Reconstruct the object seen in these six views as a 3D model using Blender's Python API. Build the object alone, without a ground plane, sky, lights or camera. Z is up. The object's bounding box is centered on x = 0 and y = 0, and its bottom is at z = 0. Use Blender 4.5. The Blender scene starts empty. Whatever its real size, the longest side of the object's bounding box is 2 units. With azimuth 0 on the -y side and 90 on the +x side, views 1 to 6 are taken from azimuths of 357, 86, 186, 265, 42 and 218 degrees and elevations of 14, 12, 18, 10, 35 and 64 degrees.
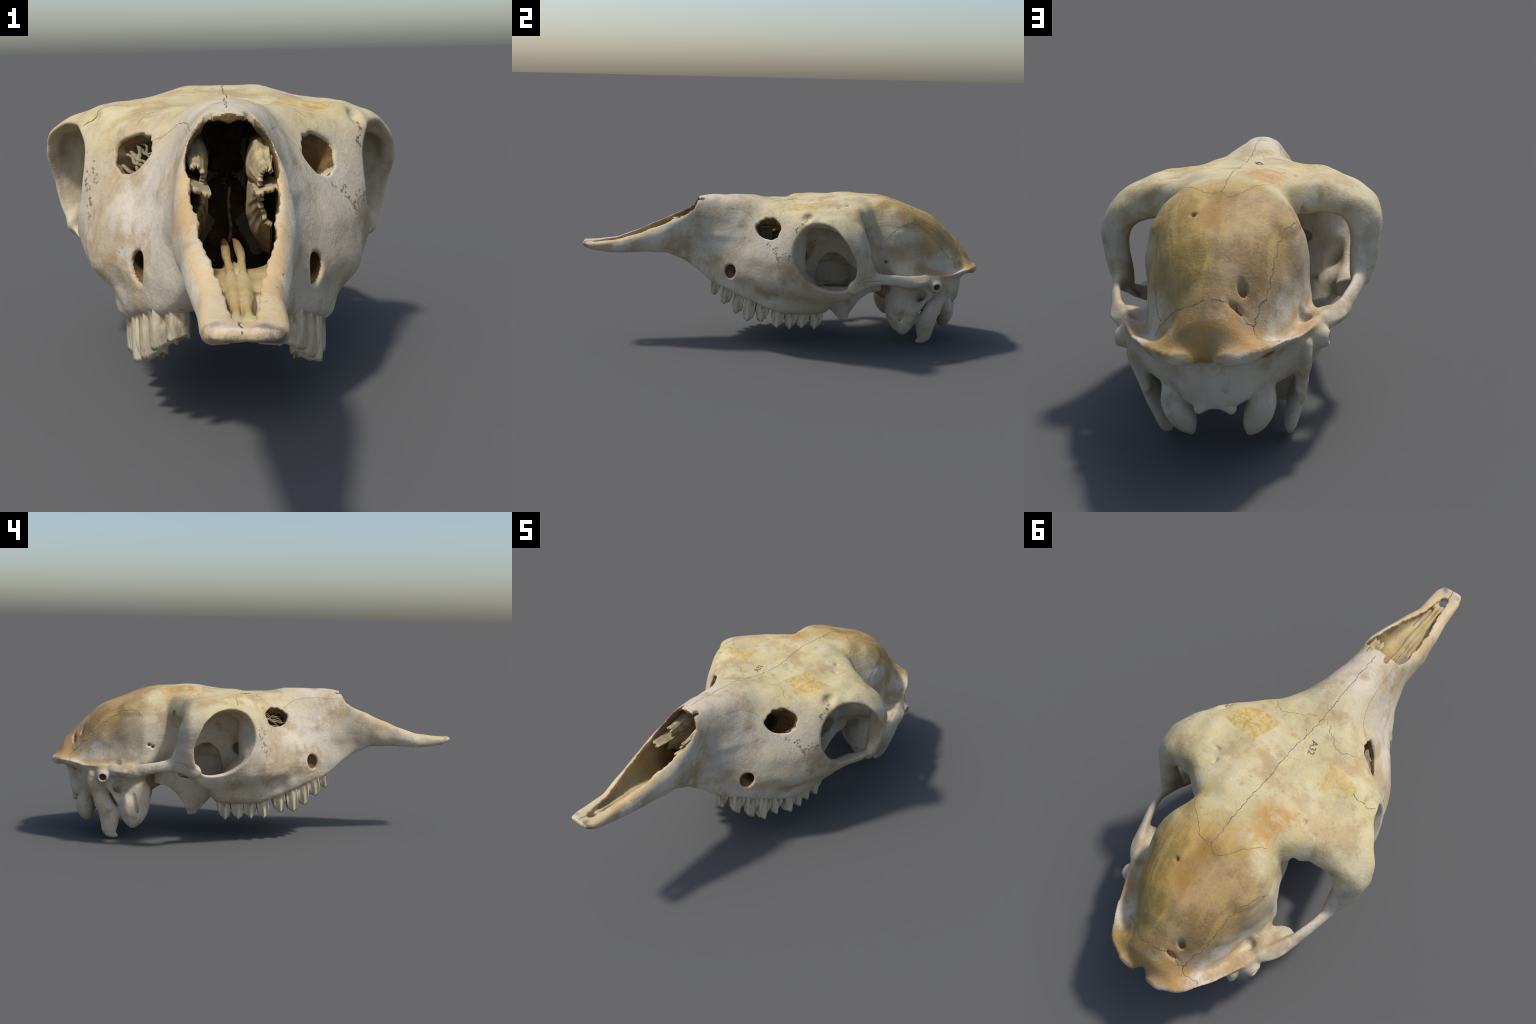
# Hornless ruminant skull: one implicit bone body (lofts, sweeps, ellipsoids joined smoothly),
# meshed with surface nets, split along the sutures into named bones, plus separate teeth.
import bpy, math, random
import numpy as np
from mathutils import Vector, noise as mnoise
from mathutils.bvhtree import BVHTree

random.seed(7)
rng = np.random.default_rng(7)
H = 0.004                      # grid step of the implicit body

# ------------------------------------------------------------------ grid
x0, y0, z0 = -6 * H, -1.03, -0.03
NX, NY, NZ = 129, 521, 205     # odd numbers: the coarse grid shares every second node
xs = (x0 + H * np.arange(NX)).astype(np.float32)
ys = (y0 + H * np.arange(NY)).astype(np.float32)
zs = (z0 + H * np.arange(NZ)).astype(np.float32)
F = None


def smin(a, b, k):
    if k <= 0:
        return np.minimum(a, b)
    h = np.maximum(k - np.abs(a - b), 0) / k
    return np.minimum(a, b) - h * h * k * 0.25


def smax(a, b, k):
    return -smin(-a, -b, k)


def smooth(a, b, v):
    t = np.clip((v - a) / (b - a), 0, 1)
    return t * t * (3 - 2 * t)


def pchip(xk, yk, x):
    xk, yk = np.asarray(xk, float), np.asarray(yk, float)
    h = np.diff(xk)
    d = np.diff(yk, axis=0) / h.reshape((-1,) + (1,) * (yk.ndim - 1))
    m = np.zeros_like(yk)
    m[0], m[-1] = d[0], d[-1]
    for i in range(1, len(xk) - 1):
        w1, w2 = 2 * h[i] + h[i - 1], h[i] + 2 * h[i - 1]
        a, b = d[i - 1], d[i]
        ok = a * b > 0
        den = np.where(ok, w1 / np.where(ok, a, 1) + w2 / np.where(ok, b, 1), 1)
        m[i] = np.where(ok, (w1 + w2) / den, 0)
    x = float(np.clip(x, xk[0], xk[-1]))
    i = min(max(int(np.searchsorted(xk, x)) - 1, 0), len(xk) - 2)
    t = (x - xk[i]) / h[i]
    return ((2 * t**3 - 3 * t**2 + 1) * yk[i] + (t**3 - 2 * t**2 + t) * h[i] * m[i]
            + (-2 * t**3 + 3 * t**2) * yk[i + 1] + (t**3 - t**2) * h[i] * m[i + 1])


def catmull(P, n=4, mirror=True):
    """Smooth open line through P; its ends meet the midline squarely when mirrored."""
    P = np.asarray(P, float)
    if mirror:
        fl = np.array([-1.0, 1.0])
        Q = np.vstack([P[1] * fl, P, P[-2] * fl])
    else:
        Q = np.vstack([2 * P[0] - P[1], P, 2 * P[-1] - P[-2]])
    out = []
    for i in range(1, len(Q) - 2):
        p0, p1, p2, p3 = Q[i - 1:i + 3]
        d1, d2, d3 = (max(np.linalg.norm(v), 1e-6) ** 0.5 for v in (p1 - p0, p2 - p1, p3 - p2))
        m1 = d2 * ((p1 - p0) / d1 - (p2 - p0) / (d1 + d2) + (p2 - p1) / d2)
        m2 = d2 * ((p2 - p1) / d2 - (p3 - p1) / (d2 + d3) + (p3 - p2) / d3)
        for j in range(n):
            t = j / n
            out.append((2 * t**3 - 3 * t**2 + 1) * p1 + (t**3 - 2 * t**2 + t) * m1 + (-2 * t**3 + 3 * t**2) * p2 + (t**3 - t**2) * m2)
    out.append(Q[-2])
    return np.array(out)


def line_distance(L, A, B, closed_sign):
    """Distance from 2D points (A,B) to the open line L, signed by the polygon closed_sign."""
    d2 = np.full(A.shape, 1e9, np.float32)
    for p, q in zip(L[:-1], L[1:]):
        ex, ez = q - p
        l2 = ex * ex + ez * ez + 1e-12
        wx, wz = A - p[0], B - p[1]
        t = np.clip((wx * ex + wz * ez) / l2, 0, 1)
        wx -= t * ex
        wz -= t * ez
        np.minimum(d2, wx * wx + wz * wz, out=d2)
    ins = np.zeros(A.shape, bool)
    P = closed_sign
    for p, q in zip(P, np.roll(P, -1, 0)):
        if p[1] == q[1]:
            continue
        c = ((p[1] > B) != (q[1] > B)) & (A < (q[0] - p[0]) * (B - p[1]) / (q[1] - p[1]) + p[0])
        ins ^= c
    d = np.sqrt(d2)
    return np.where(ins, -d, d)


def up2(a):
    for ax in range(3):
        n = a.shape[ax]
        s = list(a.shape)
        s[ax] = 2 * n - 1
        o = np.empty(s, np.float32)
        e = [slice(None)] * 3
        e[ax] = slice(0, None, 2)
        o[tuple(e)] = a
        lo, hi = [slice(None)] * 3, [slice(None)] * 3
        lo[ax], hi[ax] = slice(0, -1), slice(1, None)
        e[ax] = slice(1, None, 2)
        o[tuple(e)] = 0.5 * (a[tuple(lo)] + a[tuple(hi)])
        a = o
    return a


def loft(stations, pad=0.03):
    """stations: {y: half section from the top midline round to the bottom midline}."""
    yk = sorted(stations)
    PK = np.array([stations[y] for y in yk], float)
    cx, cy, cz = xs[::2], ys[::2], zs[::2]
    A = np.repeat(np.abs(cx)[:, None], len(cz), 1).astype(np.float32)
    B = np.repeat(cz[None, :], len(cx), 0).astype(np.float32)
    G = np.full((len(cx), len(cy), len(cz)), 0.3, np.float32)
    for j, y in enumerate(cy):
        if y < yk[0] - pad or y > yk[-1] + pad:
            continue
        L = catmull(pchip(yk, PK, y))
        closed = np.vstack([L, [-0.2, L[-1][1]], [-0.2, L[0][1]]])
        d = line_distance(L, A, B, closed)
        over = max(yk[0] - y, y - yk[-1], 0.0)
        G[:, j] = np.sqrt(np.maximum(d, 0) ** 2 + over**2) + np.minimum(d, 0) + over * 0.5 if over > 0 else d
    return up2(G)


def region(lo, hi):
    sl = []
    for a, l, h in zip((xs, ys, zs), lo, hi):
        i = max(int(np.searchsorted(a, l)) - 1, 0)
        k = min(int(np.searchsorted(a, h)) + 1, len(a))
        sl.append(slice(i, k))
    return tuple(sl)


def put(fn, lo, hi, k=0.0, cut=False, pad=0.03):
    p = pad + k
    sl = region([v - p for v in lo], [v + p for v in hi])
    X, Y, Z = xs[sl[0]][:, None, None], ys[sl[1]][None, :, None], zs[sl[2]][None, None, :]
    d = fn(X, Y, Z).astype(np.float32)
    F[sl] = smax(F[sl], -d, k) if cut else smin(F[sl], d, k)


def ellipsoid(c, r, k=0.0, cut=False, rot=None, wob=0.0):
    c, r = np.array(c, float), np.array(r, float)
    R = np.eye(3) if rot is None else np.array(rot, float)

    def fn(X, Y, Z):
        a, b, e = X - c[0], Y - c[1], Z - c[2]
        u, v, w = (R[i, 0] * a + R[i, 1] * b + R[i, 2] * e for i in range(3))
        n = np.sqrt((u / r[0]) ** 2 + (v / r[1]) ** 2 + (w / r[2]) ** 2)
        g = np.sqrt((u / r[0] ** 2) ** 2 + (v / r[1] ** 2) ** 2 + (w / r[2] ** 2) ** 2) + 1e-6
        d = n * (n - 1) / g
        if wob:
            d = d + wob * (np.sin(70 * X + 3) * np.sin(90 * Y + 1) + np.sin(80 * Z + 40 * Y) + 0.6 * np.sin(170 * Y + 120 * Z))
        return d
    m = r.max()
    put(fn, c - m, c + m, k, cut)


def sweep(nodes, k=0.02, cut=False, axis=None, flat=1.0, n=5):
    """Chain of round cones through nodes (x, y, z, radius); 'flat' thins it along 'axis'."""
    N = np.asarray(nodes, float)
    Q = np.vstack([2 * N[0] - N[1], N, 2 * N[-1] - N[-2]])
    S = []
    for i in range(1, len(Q) - 2):
        for j in range(n):
            t = j / n
            p0, p1, p2, p3 = Q[i - 1:i + 3]
            S.append(0.5 * (2 * p1 + (p2 - p0) * t + (2 * p0 - 5 * p1 + 4 * p2 - p3) * t * t + (3 * p1 - p0 - 3 * p2 + p3) * t**3))
    S.append(Q[-2])
    S = np.array(S)
    S[:, 3] = np.maximum(S[:, 3], 0.002)
    ax = None if axis is None else np.array(axis, float) / np.linalg.norm(axis)

    def fn(X, Y, Z):
        best = None
        for a, b in zip(S[:-1], S[1:]):
            e = b[:3] - a[:3]
            l2 = e @ e + 1e-12
            wx, wy, wz = X - a[0], Y - a[1], Z - a[2]
            t = np.clip((wx * e[0] + wy * e[1] + wz * e[2]) / l2, 0, 1)
            wx, wy, wz = wx - t * e[0], wy - t * e[1], wz - t * e[2]
            q = wx * wx + wy * wy + wz * wz
            if ax is not None:
                q = q + (wx * ax[0] + wy * ax[1] + wz * ax[2]) ** 2 * (1 / flat**2 - 1)
            d = np.sqrt(q) - (a[3] + t * (b[3] - a[3]))
            best = d if best is None else np.minimum(best, d)
        return best
    r = S[:, 3].max()
    put(fn, S[:, :3].min(0) - r, S[:, :3].max(0) + r, k, cut)


# ------------------------------------------------------------------ face sections
# order: roof midline, roof x3, roof edge, upper side, mid side, low side, crest, under crest,
#        outer alveolus, inner alveolus, palate side, palate midline
FACE = {
    -0.992: [(0, .486), (.012, .487), (.024, .487), (.034, .486), (.042, .484), (.046, .481), (.048, .478), (.048, .474), (.046, .471), (.04, .468), (.032, .467), (.022, .466), (.01, .467), (0, .468)],
    -0.95: [(0, .482), (.015, .484), (.03, .487), (.043, .486), (.052, .483), (.058, .477), (.060, .469), (.059, .462), (.056, .455), (.048, .449), (.038, .446), (.03, .445), (.015, .445), (0, .446)],
    -0.85: [(0, .492), (.018, .494), (.031, .495), (.042, .495), (.053, .491), (.060, .482), (.064, .468), (.064, .458), (.060, .447), (.052, .440), (.042, .437), (.03, .436), (.015, .436), (0, .436)],
    -0.72: [(0, .535), (.03, .536), (.05, .537), (.063, .536), (.074, .528), (.082, .516), (.086, .498), (.085, .48), (.079, .462), (.068, .446), (.055, .442), (.04, .441), (.02, .441), (0, .441)],
    -0.60: [(0, .587), (.04, .587), (.064, .587), (.081, .582), (.092, .566), (.099, .55), (.103, .525), (.103, .498), (.097, .472), (.084, .452), (.07, .443), (.05, .439), (.028, .438), (0, .438)],
    -0.50: [(0, .636), (.04, .636), (.066, .635), (.083, .628), (.095, .613), (.101, .588), (.104, .55), (.103, .51), (.097, .468), (.087, .43), (.076, .413), (.06, .407), (.033, .404), (0, .404)],
    -0.42: [(0, .712), (.028, .710), (.052, .699), (.070, .680), (.086, .65), (.099, .607), (.110, .55), (.116, .49), (.112, .435), (.104, .39), (.094, .365), (.08, .356), (.045, .352), (0, .352)],
    -0.34: [(0, .724), (.03, .722), (.055, .710), (.075, .686), (.092, .65), (.110, .59), (.128, .52), (.145, .455), (.154, .395), (.146, .345), (.128, .303), (.100, .298), (.05, .315), (0, .32)],
    -0.25: [(0, .728), (.034, .725), (.062, .713), (.087, .69), (.108, .655), (.132, .59), (.157, .52), (.187, .44), (.208, .37), (.200, .32), (.183, .272), (.14, .272), (.07, .30), (0, .305)],
    -0.15: [(0, .725), (.045, .723), (.083, .711), (.118, .685), (.145, .645), (.177, .585), (.214, .52), (.250, .44), (.273, .36), (.252, .30), (.225, .233), (.17, .233), (.08, .28), (0, .29)],
    -0.07: [(0, .712), (.06, .711), (.11, .703), (.153, .684), (.187, .65), (.22, .59), (.258, .52), (.295, .43), (.313, .345), (.277, .285), (.241, .205), (.185, .205), (.09, .265), (0, .275)],
    0.02: [(0, .702), (.08, .703), (.15, .700), (.213, .684), (.260, .656), (.298, .616), (.332, .555), (.350, .45), (.333, .330), (.290, .260), (.252, .186), (.185, .186), (.09, .255), (0, .267)],
    0.10: [(0, .706), (.09, .708), (.17, .706), (.24, .700), (.3, .686), (.352, .655), (.382, .58), (.386, .45), (.343, .315), (.288, .248), (.251, .18), (.18, .18), (.09, .25), (0, .262)],
    0.20: [(0, .714), (.1, .719), (.19, .703), (.26, .697), (.33, .684), (.403, .656), (.446, .600), (.438, .46), (.360, .312), (.310, .256), (.250, .19), (.18, .19), (.09, .25), (0, .262)],
    0.27: [(0, .722), (.1, .728), (.185, .706), (.25, .700), (.33, .680), (.418, .648), (.466, .585), (.458, .46), (.385, .310), (.330, .266), (.24, .26), (.17, .26), (.09, .26), (0, .27)],
    0.33: [(0, .729), (.1, .733), (.18, .709), (.25, .696), (.32, .671), (.41, .632), (.463, .562), (.457, .46), (.418, .345), (.375, .318), (.26, .27), (.17, .27), (.09, .28), (0, .28)],
    0.40: [(0, .720), (.1, .720), (.17, .700), (.23, .684), (.30, .648), (.37, .603), (.425, .55), (.435, .46), (.418, .382), (.38, .365), (.26, .30), (.17, .28), (.09, .28), (0, .28)],
    0.46: [(0, .700), (.1, .690), (.15, .67), (.20, .64), (.29, .61), (.36, .58), (.41, .52), (.415, .45), (.405, .37), (.36, .34), (.26, .29), (.17, .28), (.09, .28), (0, .28)],
}
# order: roof midline, dome x3, valley, nuchal crest edge, under crest, mastoid side, base side, base midline
NEURO = {
    -0.03: [(0, .60), (.06, .60), (.10, .58), (.12, .53), (.125, .46), (.125, .42), (.12, .38), (.11, .34), (.06, .29), (0, .28)],
    0.10: [(0, .685), (.10, .685), (.17, .68), (.185, .62), (.15, .52), (.125, .46), (.115, .41), (.10, .34), (.06, .27), (0, .26)],
    0.20: [(0, .700), (.10, .70), (.175, .68), (.178, .62), (.14, .53), (.11, .47), (.095, .41), (.08, .34), (.05, .28), (0, .265)],
    0.30: [(0, .722), (.10, .722), (.160, .69), (.172, .64), (.15, .55), (.125, .48), (.105, .42), (.085, .35), (.06, .29), (0, .275)],
    0.40: [(0, .731), (.09, .731), (.155, .695), (.178, .63), (.192, .54), (.18, .47), (.155, .41), (.12, .34), (.08, .29), (0, .28)],
    0.48: [(0, .731), (.09, .729), (.163, .697), (.207, .62), (.222, .53), (.218, .46), (.20, .40), (.15, .33), (.09, .285), (0, .275)],
    0.545: [(0, .717), (.085, .716), (.170, .690), (.226, .61), (.246, .51), (.250, .41), (.252, .37), (.19, .32), (.11, .28), (0, .27)],
    0.575: [(0, .707), (.083, .707), (.170, .682), (.228, .60), (.250, .40), (.258, .365), (.245, .34), (.20, .31), (.12, .275), (0, .265)],
    0.615: [(0, .692), (.08, .692), (.166, .666), (.226, .585), (.247, .392), (.268, .368), (.262, .338), (.24, .305), (.14, .26), (0, .26)],
    0.68: [(0, .671), (.07, .667), (.155, .632), (.209, .528), (.236, .358), (.290, .374), (.282, .338), (.24, .28), (.15, .24), (0, .24)],
    0.75: [(0, .641), (.06, .637), (.135, .602), (.185, .502), (.222, .355), (.275, .376), (.268, .335), (.246, .26), (.15, .20), (0, .21)],
    0.83: [(0, .582), (.05, .574), (.105, .537), (.148, .455), (.190, .364), (.244, .378), (.228, .345), (.190, .26), (.12, .20), (0, .19)],
    0.90: [(0, .520), (.032, .510), (.072, .474), (.111, .422), (.152, .382), (.202, .385), (.178, .359), (.120, .30), (.080, .21), (0, .182)],
    0.945: [(0, .476), (.03, .458), (.065, .428), (.10, .404), (.135, .390), (.170, .386), (.142, .369), (.10, .357), (.05, .348), (0, .342)],
    0.972: [(0, .424), (.03, .410), (.06, .396), (.085, .390), (.11, .386), (.137, .382), (.128, .372), (.1, .361), (.05, .356), (0, .355)],
    0.993: [(0, .368), (.02, .376), (.045, .383), (.06, .383), (.075, .381), (.090, .376), (.085, .370), (.065, .365), (.03, .360), (0, .362)],
}
# order: top midline, top side, upper side, mid side, low side, floor side, floor midline (nasal cavity)
CAVITY = {
    -0.945: [(0, .56), (.006, .56), (.010, .53), (.011, .505), (.011, .485), (.008, .477), (0, .476)],
    -0.85: [(0, .58), (.026, .58), (.026, .53), (.026, .49), (.032, .474), (.028, .460), (0, .458)],
    -0.72: [(0, .63), (.043, .63), (.053, .58), (.054, .535), (.060, .5), (.050, .470), (0, .466)],
    -0.60: [(0, .69), (.056, .69), (.070, .63), (.075, .58), (.082, .52), (.070, .464), (0, .458)],
    -0.50: [(0, .78), (.056, .78), (.074, .69), (.086, .61), (.080, .53), (.074, .450), (0, .426)],
    -0.46: [(0, .86), (.044, .85), (.062, .72), (.082, .63), (.083, .53), (.080, .43), (0, .39)],
    -0.437: [(0, .80), (.042, .79), (.058, .715), (.080, .635), (.085, .53), (.083, .42), (0, .38)],
    -0.412: [(0, .697), (.030, .697), (.050, .680), (.077, .635), (.090, .54), (.086, .41), (0, .372)],
    -0.35: [(0, .706), (.030, .704), (.050, .69), (.077, .64), (.100, .54), (.105, .40), (0, .36)],
    -0.25: [(0, .711), (.032, .708), (.058, .69), (.090, .64), (.128, .54), (.140, .40), (0, .345)],
    -0.10: [(0, .69), (.06, .685), (.105, .66), (.135, .60), (.155, .50), (.15, .38), (0, .33)],
    0.05: [(0, .65), (.04, .64), (.07, .61), (.08, .55), (.08, .48), (.07, .40), (0, .36)],
    0.12: [(0, .52), (.01, .52), (.015, .515), (.016, .51), (.016, .505), (.012, .5), (0, .5)],
}

face = loft(FACE)
neuro = loft(NEURO)
cavity = loft(CAVITY)

X, Y, Z = xs[:, None, None], ys[None, :, None], zs[None, None, :]


def dent(field, c, r, depth):
    m = 2.2 * np.array(r)
    sl = region(np.array(c) - m, np.array(c) + m)
    q = ((xs[sl[0]][:, None, None] - c[0]) / r[0]) ** 2 + ((ys[sl[1]][None, :, None] - c[1]) / r[1]) ** 2 + ((zs[sl[2]][None, None, :] - c[2]) / r[2]) ** 2
    field[sl] += (depth * np.maximum(np.exp(-q) - 0.008, 0)).astype(np.float32)


# shallow relief: hollow beside the snout, groove and ridge of the cheek, facial crest, brow pads, temples, nape
for c, r, d in (((.13, -.43, .435), (.06, .14, .055), .012), ((.25, -.16, .465), (.09, .10, .055), -.011),
                ((.155, -.30, .545), (.05, .09, .02), -.004), ((.30, -.08, .255), (.05, .14, .028), .008), ((.31, .0, .33), (.06, .10, .03), -.004),
                ((.22, -.19, .33), (.05, .05, .04), .006), ((.27, -.10, .44), (.09, .07, .06), -.007), ((.34, .0, .45), (.05, .05, .08), .006), ((.15, -.13, .675), (.06, .12, .045), .013), ((.16, -.30, .31), (.04, .05, .03), -.004),
                ((.235, .19, .71), (.028, .12, .03), .007), ((.30, .16, .70), (.03, .07, .03), -.004), ((.17, .30, .72), (.03, .10, .03), -.004),
                ((.34, .07, .675), (.025, .03, .03), .012), ((.06, .05, .71), (.04, .12, .03), .003)):
    dent(face, c, r, d)
    if c[1] < -0.25:
        dent(cavity, c, r, abs(d))
for c, r, d in (((.24, .42, .56), (.05, .05, .08), .012), ((.23, .62, .52), (.04, .10, .05), -.004), ((.22, .60, .60), (.04, .10, .015), .004),
                ((.21, .74, .44), (.05, .08, .05), .006), ((.08, .86, .51), (.04, .04, .03), .005), ((.065, .935, .325), (.045, .05, .03), .022), ((.15, .90, .335), (.05, .04, .02), .012), ((.06, .90, .24), (.05, .04, .03), -.006),
                ((.19, .86, .30), (.04, .05, .04), .010), ((.13, .90, .36), (.05, .03, .012), .006), ((.0, .93, .29), (.016, .05, .07), -.018), ((.10, .985, .355), (.05, .03, .02), -.006),
                ((.12, .69, .60), (.05, .08, .05), .004), ((.03, .62, .68), (.02, .15, .03), .003)):
    dent(neuro, c, r, d)

# the brow shelf and post-orbital bar end behind in a rounded rear edge
rear = 0.372 + 0.8 * np.maximum(0.27 - X, 0) + 0.022 * smooth(0.34, 0.41, X) + 0.45 * np.maximum(0.50 - Z, 0) - 0.2 * np.maximum(X - 0.40, 0) + 0 * Y
face = smax(face, Y - rear, 0.075)
# orbit: hollow between the outer shell and the medial wall
front = 0.06 + 0.95 * np.clip(0.34 - X, 0, 0.08) + 0.30 * np.maximum(0.26 - X, 0)
hollow = smax(face + 0.034, 0.004 - neuro, 0.03)
hollow = smax(hollow, front - Y + 0 * Z, 0.04)
hollow = smax(hollow, Y - 0.325 + 0 * X, 0.03)
hollow = smax(hollow, Z - 0.628 + 0 * X, 0.04)
hollow = smax(hollow, 0.318 + 0.12 * np.maximum(X - 0.3, 0) - Z + 0 * Y, 0.03)
# space behind, open below and backwards (temporal fossa)
fossa = smax(Z - 0.597 + 0 * Y, X - 0.364 + 0.058 * (1 - smooth(0.33, 0.42, Z)) * (1 - smooth(.25, .30, Y)), 0.11)
fossa = smax(fossa, 0.188 + 0.9 * np.maximum(0.30 - Z, -0.1) - Y + 0 * X, 0.04)
fossa = smax(fossa, 0.004 - neuro, 0.025)
wave = -0.012 * np.exp(-((np.abs(X) - 0.085) / 0.05) ** 2) + 0.005 * np.exp(-(X / 0.02) ** 2) + 0.003 * np.sin(60 * X + 2)
neuro = neuro + (wave * smooth(0.88, 0.96, Y) * smooth(0.33, 0.355, Z)).astype(np.float32)
F = smax(face, -hollow, 0.012)
F = smax(F, -fossa, 0.03)
# orbital rim opening
depth = np.clip(0.39 + 0.33 * (Y - 0.17) - X, -0.05, 0.16)
ey, ez = (Y - 0.172 - 0.42 * depth) / 0.147, (Z - 0.491 + 0.25 * (Y - 0.172) + 0.20 * depth) / 0.156
rim = (np.sqrt(ey**2 + ez**2) - 1 + 1.9 * np.clip(depth, 0, .07) + 0.8 * np.maximum(depth - .07, 0)) * 0.15
rim = np.maximum(rim, 0.25 - X)
F = smax(F, -rim, 0.012)
F = smin(F, neuro, 0.018)
del hollow, fossa, rim, rear, front

# zygomatic arch
sweep([(.408, .31, .362, .028), (.400, .37, .383, .028), (.393, .43, .390, .027), (.379, .50, .380, .028), (.356, .57, .367, .028), (.328, .63, .360, .022), (.30, .68, .358, .02)],
      k=0.02, axis=(0.85, 0.35, 0.30), flat=0.58)
# root of the arch: a shelf on the side of the braincase
ellipsoid((.304, .620, .350), (.056, .085, .020), 0.03, False, [[.93, .33, .10], [-.34, .94, 0], [-.09, -.03, .99]])
# bulla, base, meatus
sweep([(.135, .610, .27, .080), (.148, .605, .20, .084), (.166, .60, .135, .066), (.184, .600, .090, .030), (.193, .603, .068, .012)], k=0.02)
# straight rear edge of the bulla from the meatus to its tip, and the ledge of the jaw joint
sweep([(.270, .735, .335, .024), (.268, .705, .275, .020), (.236, .663, .205, .020), (.208, .626, .138, .019), (.197, .610, .080, .012)], k=0.035)
sweep([(.05, .62, .20, .045), (.10, .61, .15, .05), (.16, .602, .10, .030)], k=0.02)
sweep([(.30, .62, .328, .014), (.275, .66, .315, .018), (.268, .695, .30, .016)], k=0.02)
ellipsoid((.262, .640, .262), (.030, .050, .045), 0.03, True)
ellipsoid((.125, .520, .285), (.05, .035, .03), 0.02, True)
sweep([(.232, .60, .22, .010), (.225, .585, .15, .010), (.210, .585, .10, .006)], k=0.012, cut=True)
for q in ((.150, .535, .095), (.165, .550, .085)):
    ellipsoid(q, (.012, .012, .022), 0.01, True)
sweep([(.0, .50, .27, .05), (.0, .62, .22, .06), (.0, .74, .185, .06), (.0, .80, .175, .05)], k=0.03)
sweep([(.20, .735, .32, .04), (.26, .735, .328, .034), (.297, .735, .326, .028)], k=0.02)
sweep([(.25, .735, .327, .014), (.33, .735, .325, .016)], k=0.006, cut=True)
# paroccipital process: a flattened, forward hooked blade
sweep([(.245, .775, .30, .040), (.232, .750, .22, .038), (.220, .728, .15, .043), (.202, .718, .095, .041), (.190, .717, .05, .031), (.184, .706, .024, .017), (.180, .688, .014, .007)],
      k=0.02, axis=(1, -0.25, 0), flat=0.5)
sweep([(.262, .735, .20, .010), (.250, .725, .13, .010), (.235, .715, .08, .006)], k=0.015, cut=True)
sweep([(.252, .79, .33, .014), (.238, .775, .26, .014), (.225, .772, .18, .012)], k=0.02)
# occipital condyles and the foramen magnum
sweep([(.138, .830, .215, .026), (.124, .838, .170, .043), (.104, .838, .118, .037), (.086, .835, .082, .016)], k=0.012)
put(lambda X, Y, Z: smax(smax(np.abs(X) - 0.068 - 0.25 * np.maximum(0.1 - Z, 0), Z - 0.172 - 0.10 * np.maximum(np.abs(X) - 0.03, 0), 0.02), 0.76 - Y, 0.03), (-.03, .76, -.02), (.12, 1.0, .18), 0.008, True)
sweep([(.03, .895, .190, .012), (.045, .893, .178, .012)], k=0.012)

ellipsoid((0, 1.01, .39), (.022, .036, .06), 0.02, True)
ellipsoid((.215, .890, .322), (.055, .060, .040), 0.025, True)
# pterygoid plates
PT = np.array([(.17, .33), (.20, .24), (.225, .19), (.265, .146), (.30, .102), (.338, .094), (.356, .148), (.394, .205), (.443, .245), (.50, .262), (.50, .33)])


def plate(X, Y, Z):
    A = np.broadcast_to(Y, np.broadcast(Y, Z).shape)[0].astype(np.float32)
    B = np.broadcast_to(Z, np.broadcast(Y, Z).shape)[0].astype(np.float32)
    d = line_distance(np.vstack([PT, PT[:1]]), A.copy(), B.copy(), PT)[None]
    return np.maximum(d, np.abs(X - 0.098 - 0.12 * (Z - 0.2)) - 0.012) - 0.002


put(plate, (.05, .15, .08), (.15, .52, .35), k=0.02)

# the thin walls between the orbits are gone: a window below the sphenoid
WIN = np.array([(.165, .30), (.172, .37), (.188, .42), (.232, .455), (.27, .452), (.31, .425), (.345, .39), (.385, .36), (.40, .33), (.38, .292), (.30, .278), (.22, .285)])


def window(X, Y, Z):
    A = np.broadcast_to(Y, np.broadcast(Y, Z).shape)[0].astype(np.float32)
    B = np.broadcast_to(Z, np.broadcast(Y, Z).shape)[0].astype(np.float32)
    return np.maximum(line_distance(np.vstack([WIN, WIN[:1]]), A.copy(), B.copy(), WIN)[None], X - 0.24)


put(lambda X, Y, Z: window(X, Y, Z) + 0 * X, (-.03, .15, .27), (.25, .42, .47), k=0.01, cut=True)
# thin bony septum left standing in front
put(lambda X, Y, Z: smax(np.abs(X) - 0.008 + 0 * Y, np.abs(Y - 0.255) - 0.15 + 0 * Z, 0.01) + np.maximum(np.abs(Z - 0.37) - 0.10, 0), (-.03, .08, .26), (.03, .43, .48), k=0.02)
sweep([(0, .16, .41, .035), (0, .24, .425, .035), (0, .31, .42, .038), (0, .38, .40, .04)], k=0.02)
ellipsoid((.15, .085, .435), (.07, .040, .034), 0.012, True)
ellipsoid((.25, .045, .535), (.03, .045, .02), 0.01, True)
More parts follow.
